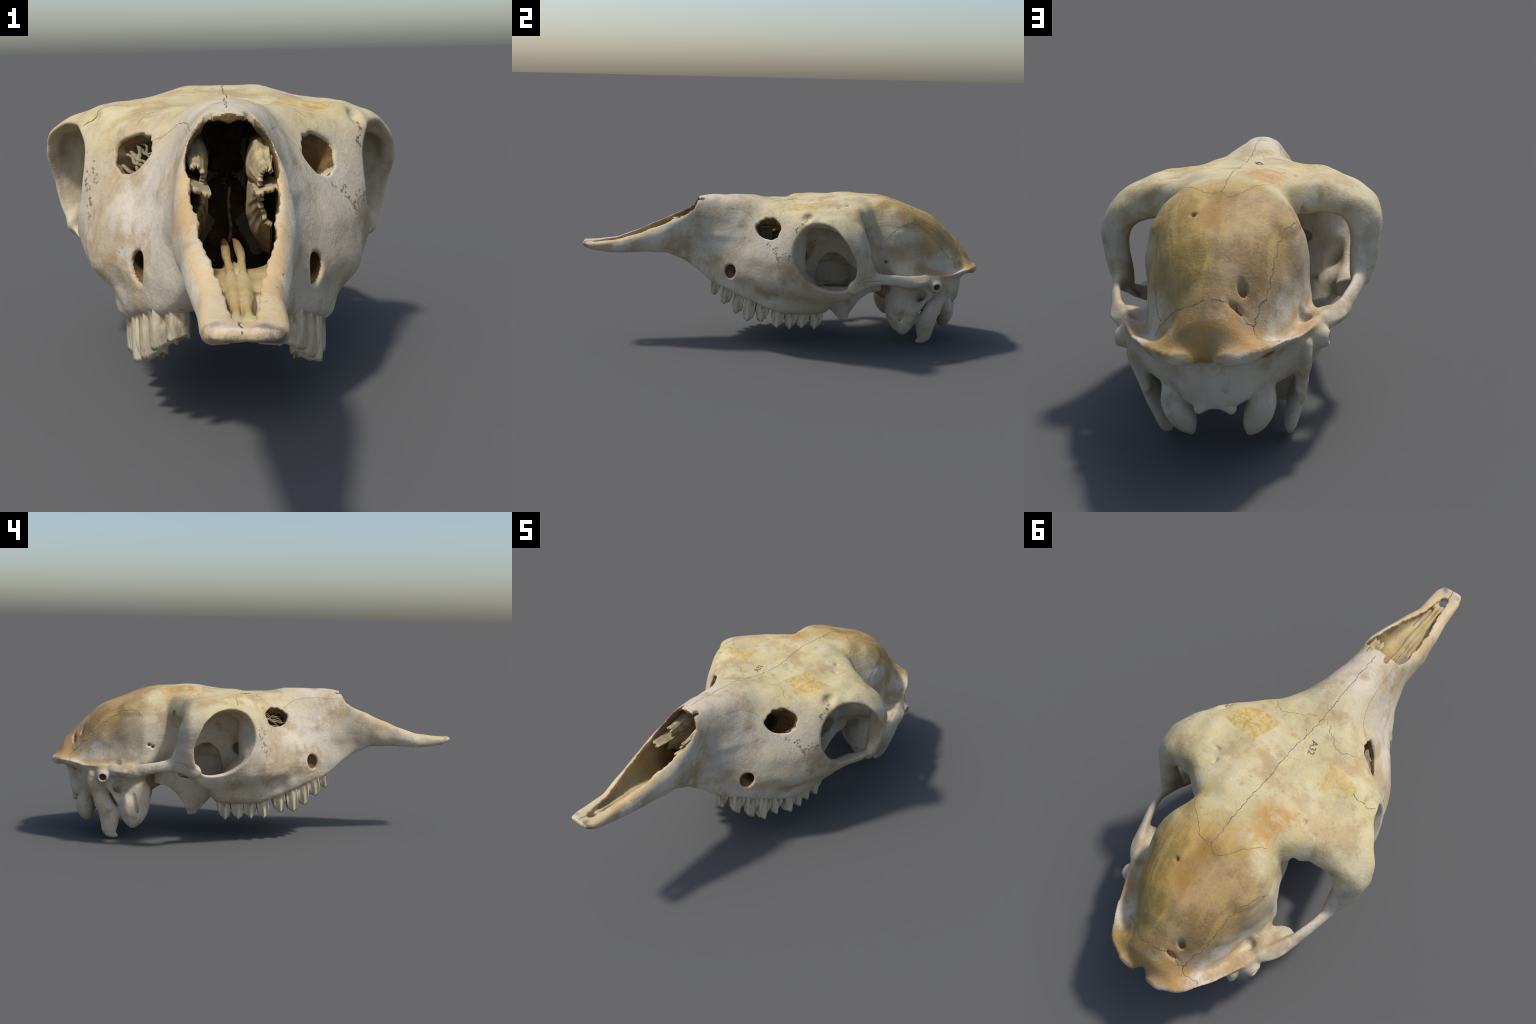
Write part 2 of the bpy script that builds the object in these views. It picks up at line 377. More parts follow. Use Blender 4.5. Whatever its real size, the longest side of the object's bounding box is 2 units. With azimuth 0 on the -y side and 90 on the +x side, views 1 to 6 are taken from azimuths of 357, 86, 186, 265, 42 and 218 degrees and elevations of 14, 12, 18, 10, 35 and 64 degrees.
# nasal cavity with a few openings
ragged = (0.0016 * np.sin(61 * Y + 40 * X + 1) + 0.0012 * np.sin(137 * Y - 60 * Z) + 0.0012 * np.sin(223 * Y + 90 * Z)
          + 0.004 * np.sin(120 * X + 30 * Y + 2.2) * smooth(0.64, 0.7, Z))
zrim = 0.488 + 0.15 * (Y + 0.9) + 0.6 * (Y + 0.9) ** 2
F = smax(F, -(cavity + ragged * smooth(0.2, 0.45, -Y) * np.exp(-((Z - zrim) / 0.03) ** 2)), 0.005)
ellipsoid((.040, -.412, .705), (.010, .026, .05), 0.003, True, wob=.002)
for s in (0,):
    sweep([(.030, -.76, .46, .013), (.026, -.82, .46, .014), (.022, -.87, .465, .010)], k=0.004, cut=True)
ellipsoid((0, -.925, .47), (.016, .020, .05), 0.004, True)
# medial ridges of the premaxillae and the vomer
sweep([(.009, -.90, .466, .006), (.009, -.80, .466, .007), (.010, -.68, .468, .008), (.012, -.60, .468, .007), (.013, -.53, .470, .006), (.012, -.46, .474, .005), (.010, -.40, .470, .004)], k=0.012)
sweep([(.0, -.62, .455, .010), (.0, -.50, .435, .012), (.0, -.40, .41, .012), (.0, -.25, .40, .012)], k=0.015)

# lacrimal fenestra, infraorbital foramen, supraorbital notch and pits
NL = np.array([[.62, -.52, .59], [.65, .76, -.02], [-.44, .38, .81]])
NL = NL / np.linalg.norm(NL, axis=1)[:, None]
ellipsoid((.200, -.076, .590), (.12, .071, .050), 0.006, True, NL, wob=0.0032)
ellipsoid((.168, -.215, .380), (.085, .019, .026), 0.008, True, [[.40, -.915, .05], [.915, .40, 0], [-.02, .05, .99]])
ellipsoid((.183, -.264, .378), (.022, .025, .031), 0.014, True, [[.62, -.78, 0], [.78, .62, 0], [0, 0, 1]])
ellipsoid((.325, .085, .672), (.022, .030, .02), 0.02, True)
ellipsoid((0, -.985, .447), (.045, .045, .014), 0.012, True)
ellipsoid((.195, .300, .712), (.007, .012, .014), 0.006, True)
ellipsoid((.215, .20, .725), (.020, .10, .018), 0.02, True)

# pores and slight unevenness of old bone
nz = [(rng.uniform(-1, 1, 3) * f, rng.uniform(0, 6.28)) for f in (25, 30, 38, 45, 60, 75, 95, 110) for _ in range(2)]
bump = np.zeros(F.shape, np.float32)
for w, p in nz:
    a = 0.0011 * 25 / np.linalg.norm(w) if np.linalg.norm(w) > 12 else 0.0006
    bump += (min(a, 0.0011) * np.sin(w[0] * X + w[1] * Y + w[2] * Z + p)).astype(np.float32)
F += bump
del bump

# mirror into the whole skull
i0 = int(round(-x0 / H))
G = np.concatenate([F[:i0:-1], F[i0:]], axis=0)
gx0 = -(NX - 1 - i0) * H
xf = (gx0 + H * np.arange(G.shape[0])).astype(np.float32)


def pit(c, r, k=0.01):
    m = max(r) + 0.03
    i = np.clip(np.searchsorted(xf, [c[0] - m, c[0] + m]), 0, len(xf))
    _, sy, sz = region((0, c[1] - m, c[2] - m), (0, c[1] + m, c[2] + m))
    sl = (slice(i[0], i[1]), sy, sz)
    n = np.sqrt(((xf[sl[0]][:, None, None] - c[0]) / r[0]) ** 2 + ((ys[sy][None, :, None] - c[1]) / r[1]) ** 2 + ((zs[sz][None, None, :] - c[2]) / r[2]) ** 2)
    G[sl] = smax(G[sl], ((1 - n) * min(r)).astype(np.float32), k)


# single pits and vessel holes, different on each side
for c, r in (((-.087, .848, .520), (.013, .013, .035)), ((-.082, .889, .480), (.030, .008, .028)), ((-.242, .680, .375), (.020, .022, .035)),
             ((.262, .690, .385), (.016, .018, .03)), ((.248, .745, .390), (.014, .012, .03)), ((.225, .498, .432), (.03, .008, .008)),
             ((-.243, .523, .467), (.03, .007, .007)), ((-.235, .506, .456), (.03, .007, .007)), ((-.215, .40, .60), (.02, .012, .03)),
             ((.073, .656, .672), (.007, .007, .012)), ((.226, .258, .700), (.014, .008, .012)), ((-.243, .315, .708), (.012, .006, .010)),
             ((.15, .885, .345), (.014, .03, .012)), ((-.15, .885, .348), (.020, .03, .016))):
    pit(c, r)


# ------------------------------------------------------------------ surface nets
def surface_nets(G, org, h):
    s = G < 0
    n = np.array(G.shape) - 1
    cnt = np.zeros(n, np.uint8)
    for dx in (0, 1):
        for dy in (0, 1):
            for dz in (0, 1):
                cnt += s[dx:dx + n[0], dy:dy + n[1], dz:dz + n[2]]
    act = (cnt > 0) & (cnt < 8)
    I = np.argwhere(act)
    idx = np.full(n, -1, np.int32)
    idx[act] = np.arange(len(I))
    val = {}
    for c in range(8):
        o = (c & 1, c >> 1 & 1, c >> 2 & 1)
        val[c] = G[I[:, 0] + o[0], I[:, 1] + o[1], I[:, 2] + o[2]].astype(np.float64)
    acc, num = np.zeros((len(I), 3)), np.zeros(len(I))
    for c in range(8):
        for ax in range(3):
            if c >> ax & 1:
                continue
            e = c | 1 << ax
            cross = (val[c] < 0) != (val[e] < 0)
            t = np.where(cross, val[c] / np.where(cross, val[c] - val[e], 1), 0)
            p = np.array([c & 1, c >> 1 & 1, c >> 2 & 1], float)[None].repeat(len(I), 0)
            p[:, ax] += t
            acc += p * cross[:, None]
            num += cross
    V = np.array(org) + (I + acc / num[:, None]) * h
    quads = []
    for ax in range(3):
        u, v = (ax + 1) % 3, (ax + 2) % 3
        a = [slice(None)] * 3
        b = [slice(None)] * 3
        a[ax], b[ax] = slice(0, -1), slice(1, None)
        ch = s[tuple(a)] != s[tuple(b)]
        E = np.argwhere(ch)
        ok = (E[:, u] > 0) & (E[:, v] > 0) & (E[:, u] < n[u]) & (E[:, v] < n[v])
        E = E[ok]
        first_in = s[E[:, 0], E[:, 1], E[:, 2]]
        q = []
        for du, dv in ((1, 1), (0, 1), (0, 0), (1, 0)):
            C = E.copy()
            C[:, u] -= du
            C[:, v] -= dv
            q.append(idx[C[:, 0], C[:, 1], C[:, 2]])
        q = np.stack(q, 1)
        q[~first_in] = q[~first_in][:, ::-1]
        quads.append(q)
    return V, np.concatenate(quads)


V, Q = surface_nets(G, (gx0, y0, z0), H)
del G, F


def components(nv, Q):
    lab = np.arange(nv)
    while True:
        m = lab[Q].min(1)
        new = lab.copy()
        for k in range(4):
            np.minimum.at(new, Q[:, k], m)
        new = new[new]
        if (new == lab).all():
            return lab
        lab = new


lab = components(len(V), Q)
main = np.bincount(lab, minlength=len(V)).argmax()
Q = Q[lab[Q[:, 0]] == main]
used = np.unique(Q)
remap = np.full(len(V), -1, np.int64)
remap[used] = np.arange(len(used))
V, Q = V[used], remap[Q]

# one light smoothing pass
for lam in (0.5, -0.45):
    acc, num = np.zeros_like(V), np.zeros(len(V))
    for k in range(4):
        a, b = Q[:, k], Q[:, (k + 1) % 4]
        for ax in range(3):
            acc[:, ax] += np.bincount(a, V[b, ax], len(V)) + np.bincount(b, V[a, ax], len(V))
        num += np.bincount(a, minlength=len(V)) + np.bincount(b, minlength=len(V))
    V = V + lam * (acc / num[:, None] - V)


def sample(field, P):
    """Trilinear look-up of a half-grid field at |x|, y, z."""
    g = np.stack([(np.abs(P[:, 0]) - x0) / H, (P[:, 1] - y0) / H, (P[:, 2] - z0) / H], 1)
    i = np.clip(g.astype(int), 0, np.array(field.shape) - 2)
    f = g - i
    out = 0
    for c in range(8):
        o = np.array([c & 1, c >> 1 & 1, c >> 2 & 1])
        w = np.prod(np.where(o, f, 1 - f), axis=1)
        out = out + w * field[i[:, 0] + o[0], i[:, 1] + o[1], i[:, 2] + o[2]]
    return out


def warp(P):
    """The real skull is not quite symmetric: a slight twist of the face, the muzzle bends a little."""
    P = np.array(P, float)
    S = 1 - smooth(0.2, 0.6, P[:, 1])
    P[:, 0], P[:, 2] = P[:, 0] + 0.026 * S * (P[:, 2] - 0.66), P[:, 2] - 0.04 * S * P[:, 0] * (1 - 0.8 * smooth(0.58, 0.68, P[:, 2]))
    P[:, 0] -= 0.001 * smooth(0.55, 0.95, -P[:, 1]) + 0.007 * np.exp(-((P[:, 1] + 0.36) / 0.13) ** 2)
    return P


# ------------------------------------------------------------------ regions -> bones
C = V[Q].mean(1)
ax_, cy_, cz_ = np.abs(C[:, 0]), C[:, 1], C[:, 2]
wig = 0.006 * np.sin(90 * cy_) + 0.004 * np.sin(130 * ax_ + 60 * cz_)
in_cav = sample(cavity, C) < 0.0025
names = ["frontal_bone", "nasal_bone", "maxilla", "premaxilla", "zygomatic_bone", "parietal_bone",
         "occipital_bone", "temporal_bone", "auditory_bulla", "occipital_condyle", "paroccipital_process",
         "pterygoid_bone", "nasal_cavity", "lacrimal_bone"]
reg = np.full(len(C), 2)
reg[(cy_ < -0.50 + 0.5 * (cz_ - 0.5) + wig)] = 3
roofline = np.interp(cy_, [-.5, -.34, -.2, -.1, 0.0], [.62, .665, .672, .69, .70])
reg[(cz_ > roofline + wig) & (cy_ > -0.5) & (cy_ <= 0.02) & (ax_ < 0.14)] = 1
fr = (cy_ > -0.09 + 0.6 * ax_ * 0 + 0.35 * ax_ + wig * 2) & (cz_ > np.interp(cy_, [-.1, .1, .2, .33, .42], [.62, .63, .58, .47, .45]))
fr &= cy_ < 0.56 - 1.05 * np.maximum(ax_ - 0.02, 0) * (ax_ < 0.2) - 0.19 * (ax_ >= 0.2) + wig + (ax_ > .23) * .3
reg[fr] = 0
lac = (cy_ > -0.09) & (cy_ < 0.12) & (ax_ > 0.17) & (cz_ > 0.47 + wig) & (reg == 2)
reg[lac] = 13
zy = (cy_ > 0.045 + wig + 0.25 * (cz_ - 0.33)) & (ax_ > 0.25) & (cz_ < 0.5) & (cz_ > 0.225) & (cy_ < 0.42) & (reg != 0)
reg[zy] = 4
deep = (cy_ > 0.2) & (cy_ < 0.5) & (ax_ < 0.24) & (cz_ < 0.62) & (reg != 0)
reg[deep] = 11
back = (cy_ > 0.40) & (reg != 0) & (reg != 4)
squamous = np.interp(cy_, [.4, .5, .58, .68, .78, .86, .92], [.50, .60, .605, .56, .50, .44, .40])
reg[back & (cz_ >= squamous + wig)] = 5
reg[back & (cz_ < squamous + wig)] = 7
reg[back & (cz_ < 0.36) & (ax_ < 0.24) & (cy_ < 0.56)] = 11
reg[(cy_ > 0.86 - 0.25 * (ax_ - .1) + wig) & (cz_ > 0.36)] = 6
reg[(cy_ > 0.78) & (cz_ <= 0.36)] = 6
reg[(cy_ > 0.50) & (cy_ < 0.72) & (cz_ < 0.27) & (ax_ > 0.045)] = 8
reg[(cy_ > 0.66) & (cz_ < 0.235) & (ax_ > 0.165) & (cy_ > 0.66 + 0.0 * cz_)] = 10
reg[(cy_ > 0.77) & (cz_ < 0.205) & (ax_ > 0.05) & (ax_ < 0.18)] = 9
dl = np.stack([ax_, cy_, cz_], 1) - np.array([.200, -.076, .590])
ul = dl @ NL.T / np.array([.12, .067, .048])
deep_in = sample(face, C) < -0.009
reg[(np.linalg.norm(ul, axis=1) < 1.12) & deep_in] = 12
di = np.stack([ax_, cy_, cz_], 1) - np.array([.168, -.215, .380])
reg[(np.linalg.norm(di, axis=1) < 0.075) & (sample(face, C) < -0.014)] = 12
reg[in_cav & (cy_ > -0.93)] = 12

V = warp(V)
bone_mesh_all = (V, Q)

# area-weighted vertex normals of the whole body, handed to every bone
p = V[Q]
fn = np.cross(p[:, 2] - p[:, 0], p[:, 3] - p[:, 1])
VN = np.zeros_like(V)
for k in range(4):
    for ax in range(3):
        VN[:, ax] += np.bincount(Q[:, k], fn[:, ax], len(V))
VN /= np.linalg.norm(VN, axis=1)[:, None] + 1e-12

bvh = BVHTree.FromPolygons(V.tolist(), Q.tolist())


# ------------------------------------------------------------------ materials
class Nodes:
    def __init__(self, name):
        self.m = bpy.data.materials.new(name)
        self.m.use_nodes = True
        self.t = self.m.node_tree
        self.t.nodes.clear()
        self.out = self.n("ShaderNodeOutputMaterial")
        self.b = self.n("ShaderNodeBsdfPrincipled")
        self.l(self.b.outputs[0], self.out.inputs[0])
        self.co = self.n("ShaderNodeTexCoord").outputs["Object"]

    def n(self, kind, **kw):
        x = self.t.nodes.new(kind)
        for k, v in kw.items():
            setattr(x, k, v)
        return x

    def l(self, a, b):
        self.t.links.new(a, b)

    def val(self, sock, v):
        if hasattr(v, "links") or isinstance(v, bpy.types.NodeSocket):
            self.l(v, sock)
        else:
            sock.default_value = v

    def math(self, op, a, b=0.0, c=0.0, clamp=False):
        x = self.n("ShaderNodeMath", operation=op, use_clamp=clamp)
        self.val(x.inputs[0], a)
        self.val(x.inputs[1], b)
        if op in ("MULTIPLY_ADD", "SMOOTH_MIN"):
            self.val(x.inputs[2], c)
        return x.outputs[0]

    def vmath(self, op, a, b=(0, 0, 0)):
        x = self.n("ShaderNodeVectorMath", operation=op)
        self.val(x.inputs[0], a)
        if op == "SCALE":
            self.val(x.inputs["Scale"], b)
        else:
            self.val(x.inputs[1], b)
        return x.outputs["Value"] if op in ("LENGTH", "DOT_PRODUCT", "DISTANCE") else x.outputs[0]

    def noise(self, scale, detail=4, rough=0.55, vec=None, color=False, stretch=None, dist=0.0):
        x = self.n("ShaderNodeTexNoise")
        x.inputs["Scale"].default_value = scale
        x.inputs["Detail"].default_value = detail
        x.inputs["Roughness"].default_value = rough
        x.inputs["Distortion"].default_value = dist
        v = vec or self.co
        if stretch:
            mp = self.n("ShaderNodeMapping")
            mp.inputs["Scale"].default_value = stretch
            self.l(v, mp.inputs[0])
            v = mp.outputs[0]
        self.l(v, x.inputs["Vector"])
        return x.outputs["Color" if color else "Fac"]

    def ramp(self, v, a, b, lo=0.0, hi=1.0):
        x = self.n("ShaderNodeMapRange", interpolation_type="SMOOTHSTEP")
        self.val(x.inputs[0], v)
        for i, k in ((1, a), (2, b), (3, lo), (4, hi)):
            x.inputs[i].default_value = k
        return x.outputs[0]

    def mix(self, fac, a, b, mode="MIX"):
        x = self.n("ShaderNodeMix", data_type="RGBA", blend_type=mode)
        self.val(x.inputs[0], fac)
        for s, v in ((x.inputs[6], a), (x.inputs[7], b)):
            self.val(s, (*v, 1) if isinstance(v, tuple) and len(v) == 3 else v)
        return x.outputs[2]

    def blob(self, vec, c, r, soft=0.5):
        """1 inside an ellipsoid at c with radii r, fading out over the fraction 'soft'."""
        d = self.vmath("SUBTRACT", vec, c)
        d = self.vmath("DIVIDE", d, r)
        return self.ramp(self.vmath("LENGTH", d), 1.0, 1.0 - soft)



def sep(N, v):
    x = N.n("ShaderNodeSeparateXYZ")
    N.l(v, x.inputs[0])
    return x.outputs


def quad(N, co, corners, soft=0.003):
    """1 inside a convex outline seen from above (corners anticlockwise in x, y)."""
    o = sep(N, co)
    m = None
    for (ax, ay), (bx, by) in zip(corners, corners[1:] + corners[:1]):
        ex, ey = bx - ax, by - ay
        l = math.hypot(ex, ey)
        # signed distance to the left of the edge
        d = N.math("ADD", N.math("MULTIPLY", o[0], -ey / l), N.math("MULTIPLY", o[1], ex / l))
        d = N.math("ADD", d, (ey * ax - ex * ay) / l)
        k = N.ramp(d, -soft, soft)
        m = k if m is None else N.math("MULTIPLY", m, k)
    return m


ROOF = (0.50, 0.405, 0.205)
FACE_C = (0.48, 0.405, 0.285)
PALE = (0.60, 0.53, 0.42)
TAN = (0.37, 0.255, 0.13)
OCHRE = (0.42, 0.25, 0.06)
OLIVE = (0.30, 0.195, 0.048)
BROWN = (0.30, 0.18, 0.07)
ORANGE = (0.45, 0.245, 0.065)
GREY = (0.28, 0.26, 0.235)
TAPE = (0.43, 0.285, 0.065)


def bone_material(name, inner=False):
    N = Nodes(name)
    co = N.co
    X_, Y_, Z_ = sep(N, co)
    wv = N.vmath("SCALE", N.vmath("SUBTRACT", N.noise(8, 6, 0.62, color=True), (0.5, 0.5, 0.5)), 0.16)
    wob = N.vmath("ADD", co, wv)
    wx, wy, wz = sep(N, wob)
    big = N.noise(4.0, 6, 0.6)
    mid = N.noise(11, 6, 0.65)
    fine = N.noise(48, 5, 0.65)
    fibre = N.noise(34, 6, 0.65, stretch=(1, 0.22, 1))
    fibre_z = N.noise(34, 6, 0.65, stretch=(1, 1, 0.25))

    def over(col, mask, amount, colour):
        return N.mix(N.math("MULTIPLY", mask, amount), col, colour)

    col = N.mix(N.ramp(big, 0.36, 0.64), FACE_C, PALE)
    roof = N.math("MULTIPLY", N.ramp(wz, 0.52, 0.68), N.ramp(wy, -0.30, -0.02))
    col = over(col, roof, 1.0, N.mix(N.ramp(mid, 0.38, 0.66), ROOF, (0.55, 0.47, 0.28)))
    # tan clouds all over the face and base
    col = over(col, N.ramp(N.noise(6.5, 6, 0.66), 0.49, 0.64), 0.74, TAN)
    col = over(col, N.ramp(N.noise(9, 5, 0.6, stretch=(1, 1, 0.7)), 0.56, 0.72), 0.40, GREY)
    # vault: olive ochre on one side, browner on the other, amber along the middle
    vault = N.blob(wob, (0, 0.70, 0.60), (0.275, 0.345, 0.26), 0.30)
    vcol = N.mix(N.ramp(wx, -0.03, 0.03), N.mix(N.ramp(mid, 0.42, 0.58), BROWN, (0.42, 0.275, 0.125)), N.mix(N.ramp(mid, 0.42, 0.58), OLIVE, (0.40, 0.245, 0.06)))
    vcol = N.mix(N.math("MULTIPLY", N.ramp(N.noise(22, 6, 0.6, stretch=(1, 0.16, 0.4)), 0.45, 0.66), 0.75), vcol, (0.52, 0.345, 0.115))
    vcol = N.mix(N.blob(wob, (0.0, 0.62, 0.68), (0.06, 0.20, 0.12), 0.8), vcol, (0.34, 0.19, 0.045))
    col = over(col, vault, 0.97, vcol)
    side = N.blob(wob, (-0.20, 0.62, 0.52), (0.10, 0.19, 0.13), 0.7)
    col = over(col, side, 0.55, BROWN)
    side = N.blob(wob, (0.21, 0.60, 0.50), (0.08, 0.17, 0.08), 0.7)
    col = over(col, side, 0.50, BROWN)
    col = over(col, N.blob(wob, (-0.245, 0.50, 0.47), (0.08, 0.08, 0.07), 0.6), 0.7, PALE)
    # occipital lobes and crest edge
    occ = N.blob(wob, (0.0, 0.94, 0.42), (0.27, 0.12, 0.085), 0.4)
    col = over(col, occ, 0.95, N.mix(N.ramp(wx, -0.02, 0.02), N.mix(N.ramp(mid, 0.4, 0.6), TAN, ORANGE), N.mix(N.ramp(mid, 0.4, 0.6), OLIVE, ORANGE)))
    for cx in (-0.25, 0.25):
        col = over(col, N.blob(wob, (cx, 0.76, 0.385), (0.09, 0.13, 0.035), 0.6), 0.55, ORANGE)
    # orange stains on the brow
    st = N.ramp(N.noise(9, 6, 0.7), 0.36, 0.56)
    col = over(col, N.math("MULTIPLY", N.blob(wob, (-0.12, 0.37, 0.72), (0.13, 0.11, 0.10), 0.6), st), 0.95, ORANGE)
    col = over(col, N.math("MULTIPLY", N.blob(wob, (-0.06, 0.48, 0.72), (0.10, 0.12, 0.10), 0.5), st), 0.75, (0.45, 0.30, 0.09))
    col = over(col, N.blob(wob, (-0.27, 0.24, 0.69), (0.13, 0.12, 0.10), 0.7), 0.50, (0.55, 0.40, 0.20))
    col = over(col, N.math("MULTIPLY", N.blob(wob, (0.15, 0.42, 0.71), (0.06, 0.09, 0.08), 0.6), st), 0.6, (0.45, 0.33, 0.11))
    col = over(col, N.blob(wob, (-0.24, 0.37, 0.66), (0.05, 0.05, 0.05), 0.6), 0.6, PALE)
    # warm flush over the cheek in front of each orbit
    col = over(col, N.blob(wob, (-0.26, -0.08, 0.42), (0.09, 0.07, 0.09), 0.8), 0.55, (0.48, 0.34, 0.19))
    col = over(col, N.blob(wob, (0.24, -0.13, 0.40), (0.07, 0.06, 0.06), 0.8), 0.40, (0.45, 0.34, 0.23))
    # stained rim of the nasal opening
    yy = N.math("ADD", Y_, 0.9)
    zr = N.math("ADD", N.math("MULTIPLY", N.math("MULTIPLY", yy, yy), 0.6), N.math("MULTIPLY_ADD", yy, 0.15, 0.482))
    dz = N.math("ABSOLUTE", N.math("SUBTRACT", N.math("ADD", Z_, N.math("MULTIPLY", N.math("SUBTRACT", mid, 0.5), 0.03)), zr))
    rim = N.math("MULTIPLY", N.ramp(dz, 0.016, 0.002), N.ramp(Y_, -0.42, -0.46))
    col = over(col, rim, 0.7, (0.55, 0.38, 0.17))
    # fibres, pores, worn pale streaks
    col = N.mix(N.math("MULTIPLY", N.ramp(fibre, 0.53, 0.74), 0.30), col, N.mix(0.35, col, (0.66, 0.58, 0.40)))
    col = over(col, N.ramp(N.noise(16, 6, 0.7), 0.56, 0.70), 0.45, (0.24, 0.185, 0.115))
    keep = N.math("SUBTRACT", 1.0, N.math("MULTIPLY", vault, 0.85))
    col = over(col, N.math("MULTIPLY", N.ramp(N.noise(5.2, 4, 0.6), 0.55, 0.66), keep), 0.35, (0.60, 0.53, 0.37))
    col = over(col, N.ramp(fibre_z, 0.55, 0.76), 0.30, (0.27, 0.22, 0.15))
    col = over(col, N.ramp(fine, 0.56, 0.74), 0.30, (0.30, 0.25, 0.17))
    vo = N.n("ShaderNodeTexVoronoi")
    vo.inputs["Scale"].default_value = 34
    N.l(wob, vo.inputs["Vector"])
    pores = N.math("MULTIPLY", N.ramp(vo.outputs["Distance"], 0.16, 0.06), N.ramp(N.noise(12, 3), 0.55, 0.66))
    col = over(col, pores, 0.75, (0.14, 0.105, 0.06))
    # residue of old tape: two patches on the brow and a strip across the midline
    hole = N.ramp(N.noise(26, 5, 0.65), 0.34, 0.46, 0.45, 1.0)
    tcol = N.mix(N.ramp(fine, 0.4, 0.62), TAPE, (0.54, 0.41, 0.17))
    for pts, amt in (([(.105, .043), (.205, .036), (.252, .058), (.290, .145), (.142, .158)], 0.9),
                     ([(-.126, .059), (-.161, .175), (-.197, .177), (-.264, .133), (-.266, .084)], 0.75),
                     ([(.052, .048), (.050, .062), (.010, .060), (.012, .044)], 0.7), ([(-.004, .046), (-.004, .058), (-.034, .060), (-.033, .048)], 0.5)):
        top = N.ramp(Z_, 0.66, 0.67)
        # a gentle ripple keeps the edges from being ruled straight
        ed = N.vmath("ADD", co, N.vmath("SCALE", N.vmath("SUBTRACT", N.noise(30, 3, color=True), (0.5, 0.5, 0.5)), 0.008))
        col = over(col, N.math("MULTIPLY", N.math("MULTIPLY", quad(N, ed, pts), hole), top), amt, tcol)
    # grubby snout tip
    col = over(col, N.math("MULTIPLY", N.ramp(wy, -0.955, -0.985), N.ramp(mid, 0.4, 0.55)), 0.8, (0.10, 0.085, 0.10))
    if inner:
        deep = N.ramp(wy, -0.66, -0.38)  # bone colour darkens toward the back: cavity shade painted in
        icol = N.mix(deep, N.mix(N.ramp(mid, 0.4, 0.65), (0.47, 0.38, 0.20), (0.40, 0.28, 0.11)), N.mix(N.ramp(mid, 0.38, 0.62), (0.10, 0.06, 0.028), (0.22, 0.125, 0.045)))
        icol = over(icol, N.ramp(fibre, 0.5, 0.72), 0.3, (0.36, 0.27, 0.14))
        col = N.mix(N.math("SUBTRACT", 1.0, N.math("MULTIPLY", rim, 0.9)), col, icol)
    N.l(col, N.b.inputs["Base Color"])
    N.l(N.ramp(fine, 0.3, 0.7, 0.5, 0.72), N.b.inputs["Roughness"])
    N.b.inputs["Specular IOR Level"].default_value = 0.28
    bp = N.n("ShaderNodeBump")
    bp.inputs["Strength"].default_value = 0.5
    bp.inputs["Distance"].default_value = 0.005
    h = N.math("ADD", N.math("MULTIPLY", fibre, 0.7), N.math("MULTIPLY", N.noise(90, 6, 0.7), 0.8))
    h = N.math("ADD", h, N.math("MULTIPLY", N.noise(18, 5, 0.6), 1.2))
    h = N.math("SUBTRACT", h, N.math("MULTIPLY", pores, 0.6))
    N.l(h, bp.inputs["Height"])
    N.l(bp.outputs[0], N.b.inputs["Normal"])
    return N.m


def simple(name, colour, rough=0.75, spread=0.6):
    N = Nodes(name)
    c2 = tuple(v * spread for v in colour)
    N.l(N.mix(N.ramp(N.noise(40, 4), 0.35, 0.65), colour, c2), N.b.inputs["Base Color"])
    N.b.inputs["Roughness"].default_value = rough
    return N.m


M_BONE = bone_material("weathered_bone")
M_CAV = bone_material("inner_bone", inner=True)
M_SUT = simple("suture_dirt", (0.20, 0.16, 0.10), spread=0.5)
M_CURL = simple("suture_curl", (0.31, 0.25, 0.17), spread=0.6)
M_INK = simple("faded_ink", (0.13, 0.11, 0.075), spread=0.7)
M_SCROLL = simple("turbinate_bone", (0.42, 0.33, 0.18), spread=0.62)

# ------------------------------------------------------------------ objects
root = bpy.data.objects.new("animal_skull", None)
bpy.context.scene.collection.objects.link(root)
root["label"] = "weathered cream and amber hornless ruminant skull without lower jaw"
root["category"] = "animal skull"


def add(name, mesh, parent=root, mat=None):
    o = bpy.data.objects.new(name, mesh)
    bpy.context.scene.collection.objects.link(o)
    o.parent = parent
    if mat and not mesh.materials:
        mesh.materials.append(mat)
    return o


def make_mesh(name, verts, faces, normals=None):
    me = bpy.data.meshes.new(name)
    faces = np.asarray(faces)
    k = faces.shape[1]
    me.vertices.add(len(verts))
    me.vertices.foreach_set("co", np.asarray(verts, np.float32).ravel())
    me.loops.add(faces.size)
    me.loops.foreach_set("vertex_index", faces.ravel().astype(np.int32))
    me.polygons.add(len(faces))
    me.polygons.foreach_set("loop_start", (np.arange(len(faces)) * k).astype(np.int32))
    me.update(calc_edges=True)
    me.validate()
    me.polygons.foreach_set("use_smooth", np.ones(len(me.polygons), bool))
    if normals is not None:
        me.normals_split_custom_set_from_vertices(normals.tolist())
    return me


for i, nm in enumerate(names):
    q = Q[reg == i]
    if not len(q):
        continue
    u, inv = np.unique(q, return_inverse=True)
    me = make_mesh(nm, V[u], inv.reshape(q.shape), VN[u])
    add(nm, me, mat=M_CAV if nm == "nasal_cavity" else M_BONE)


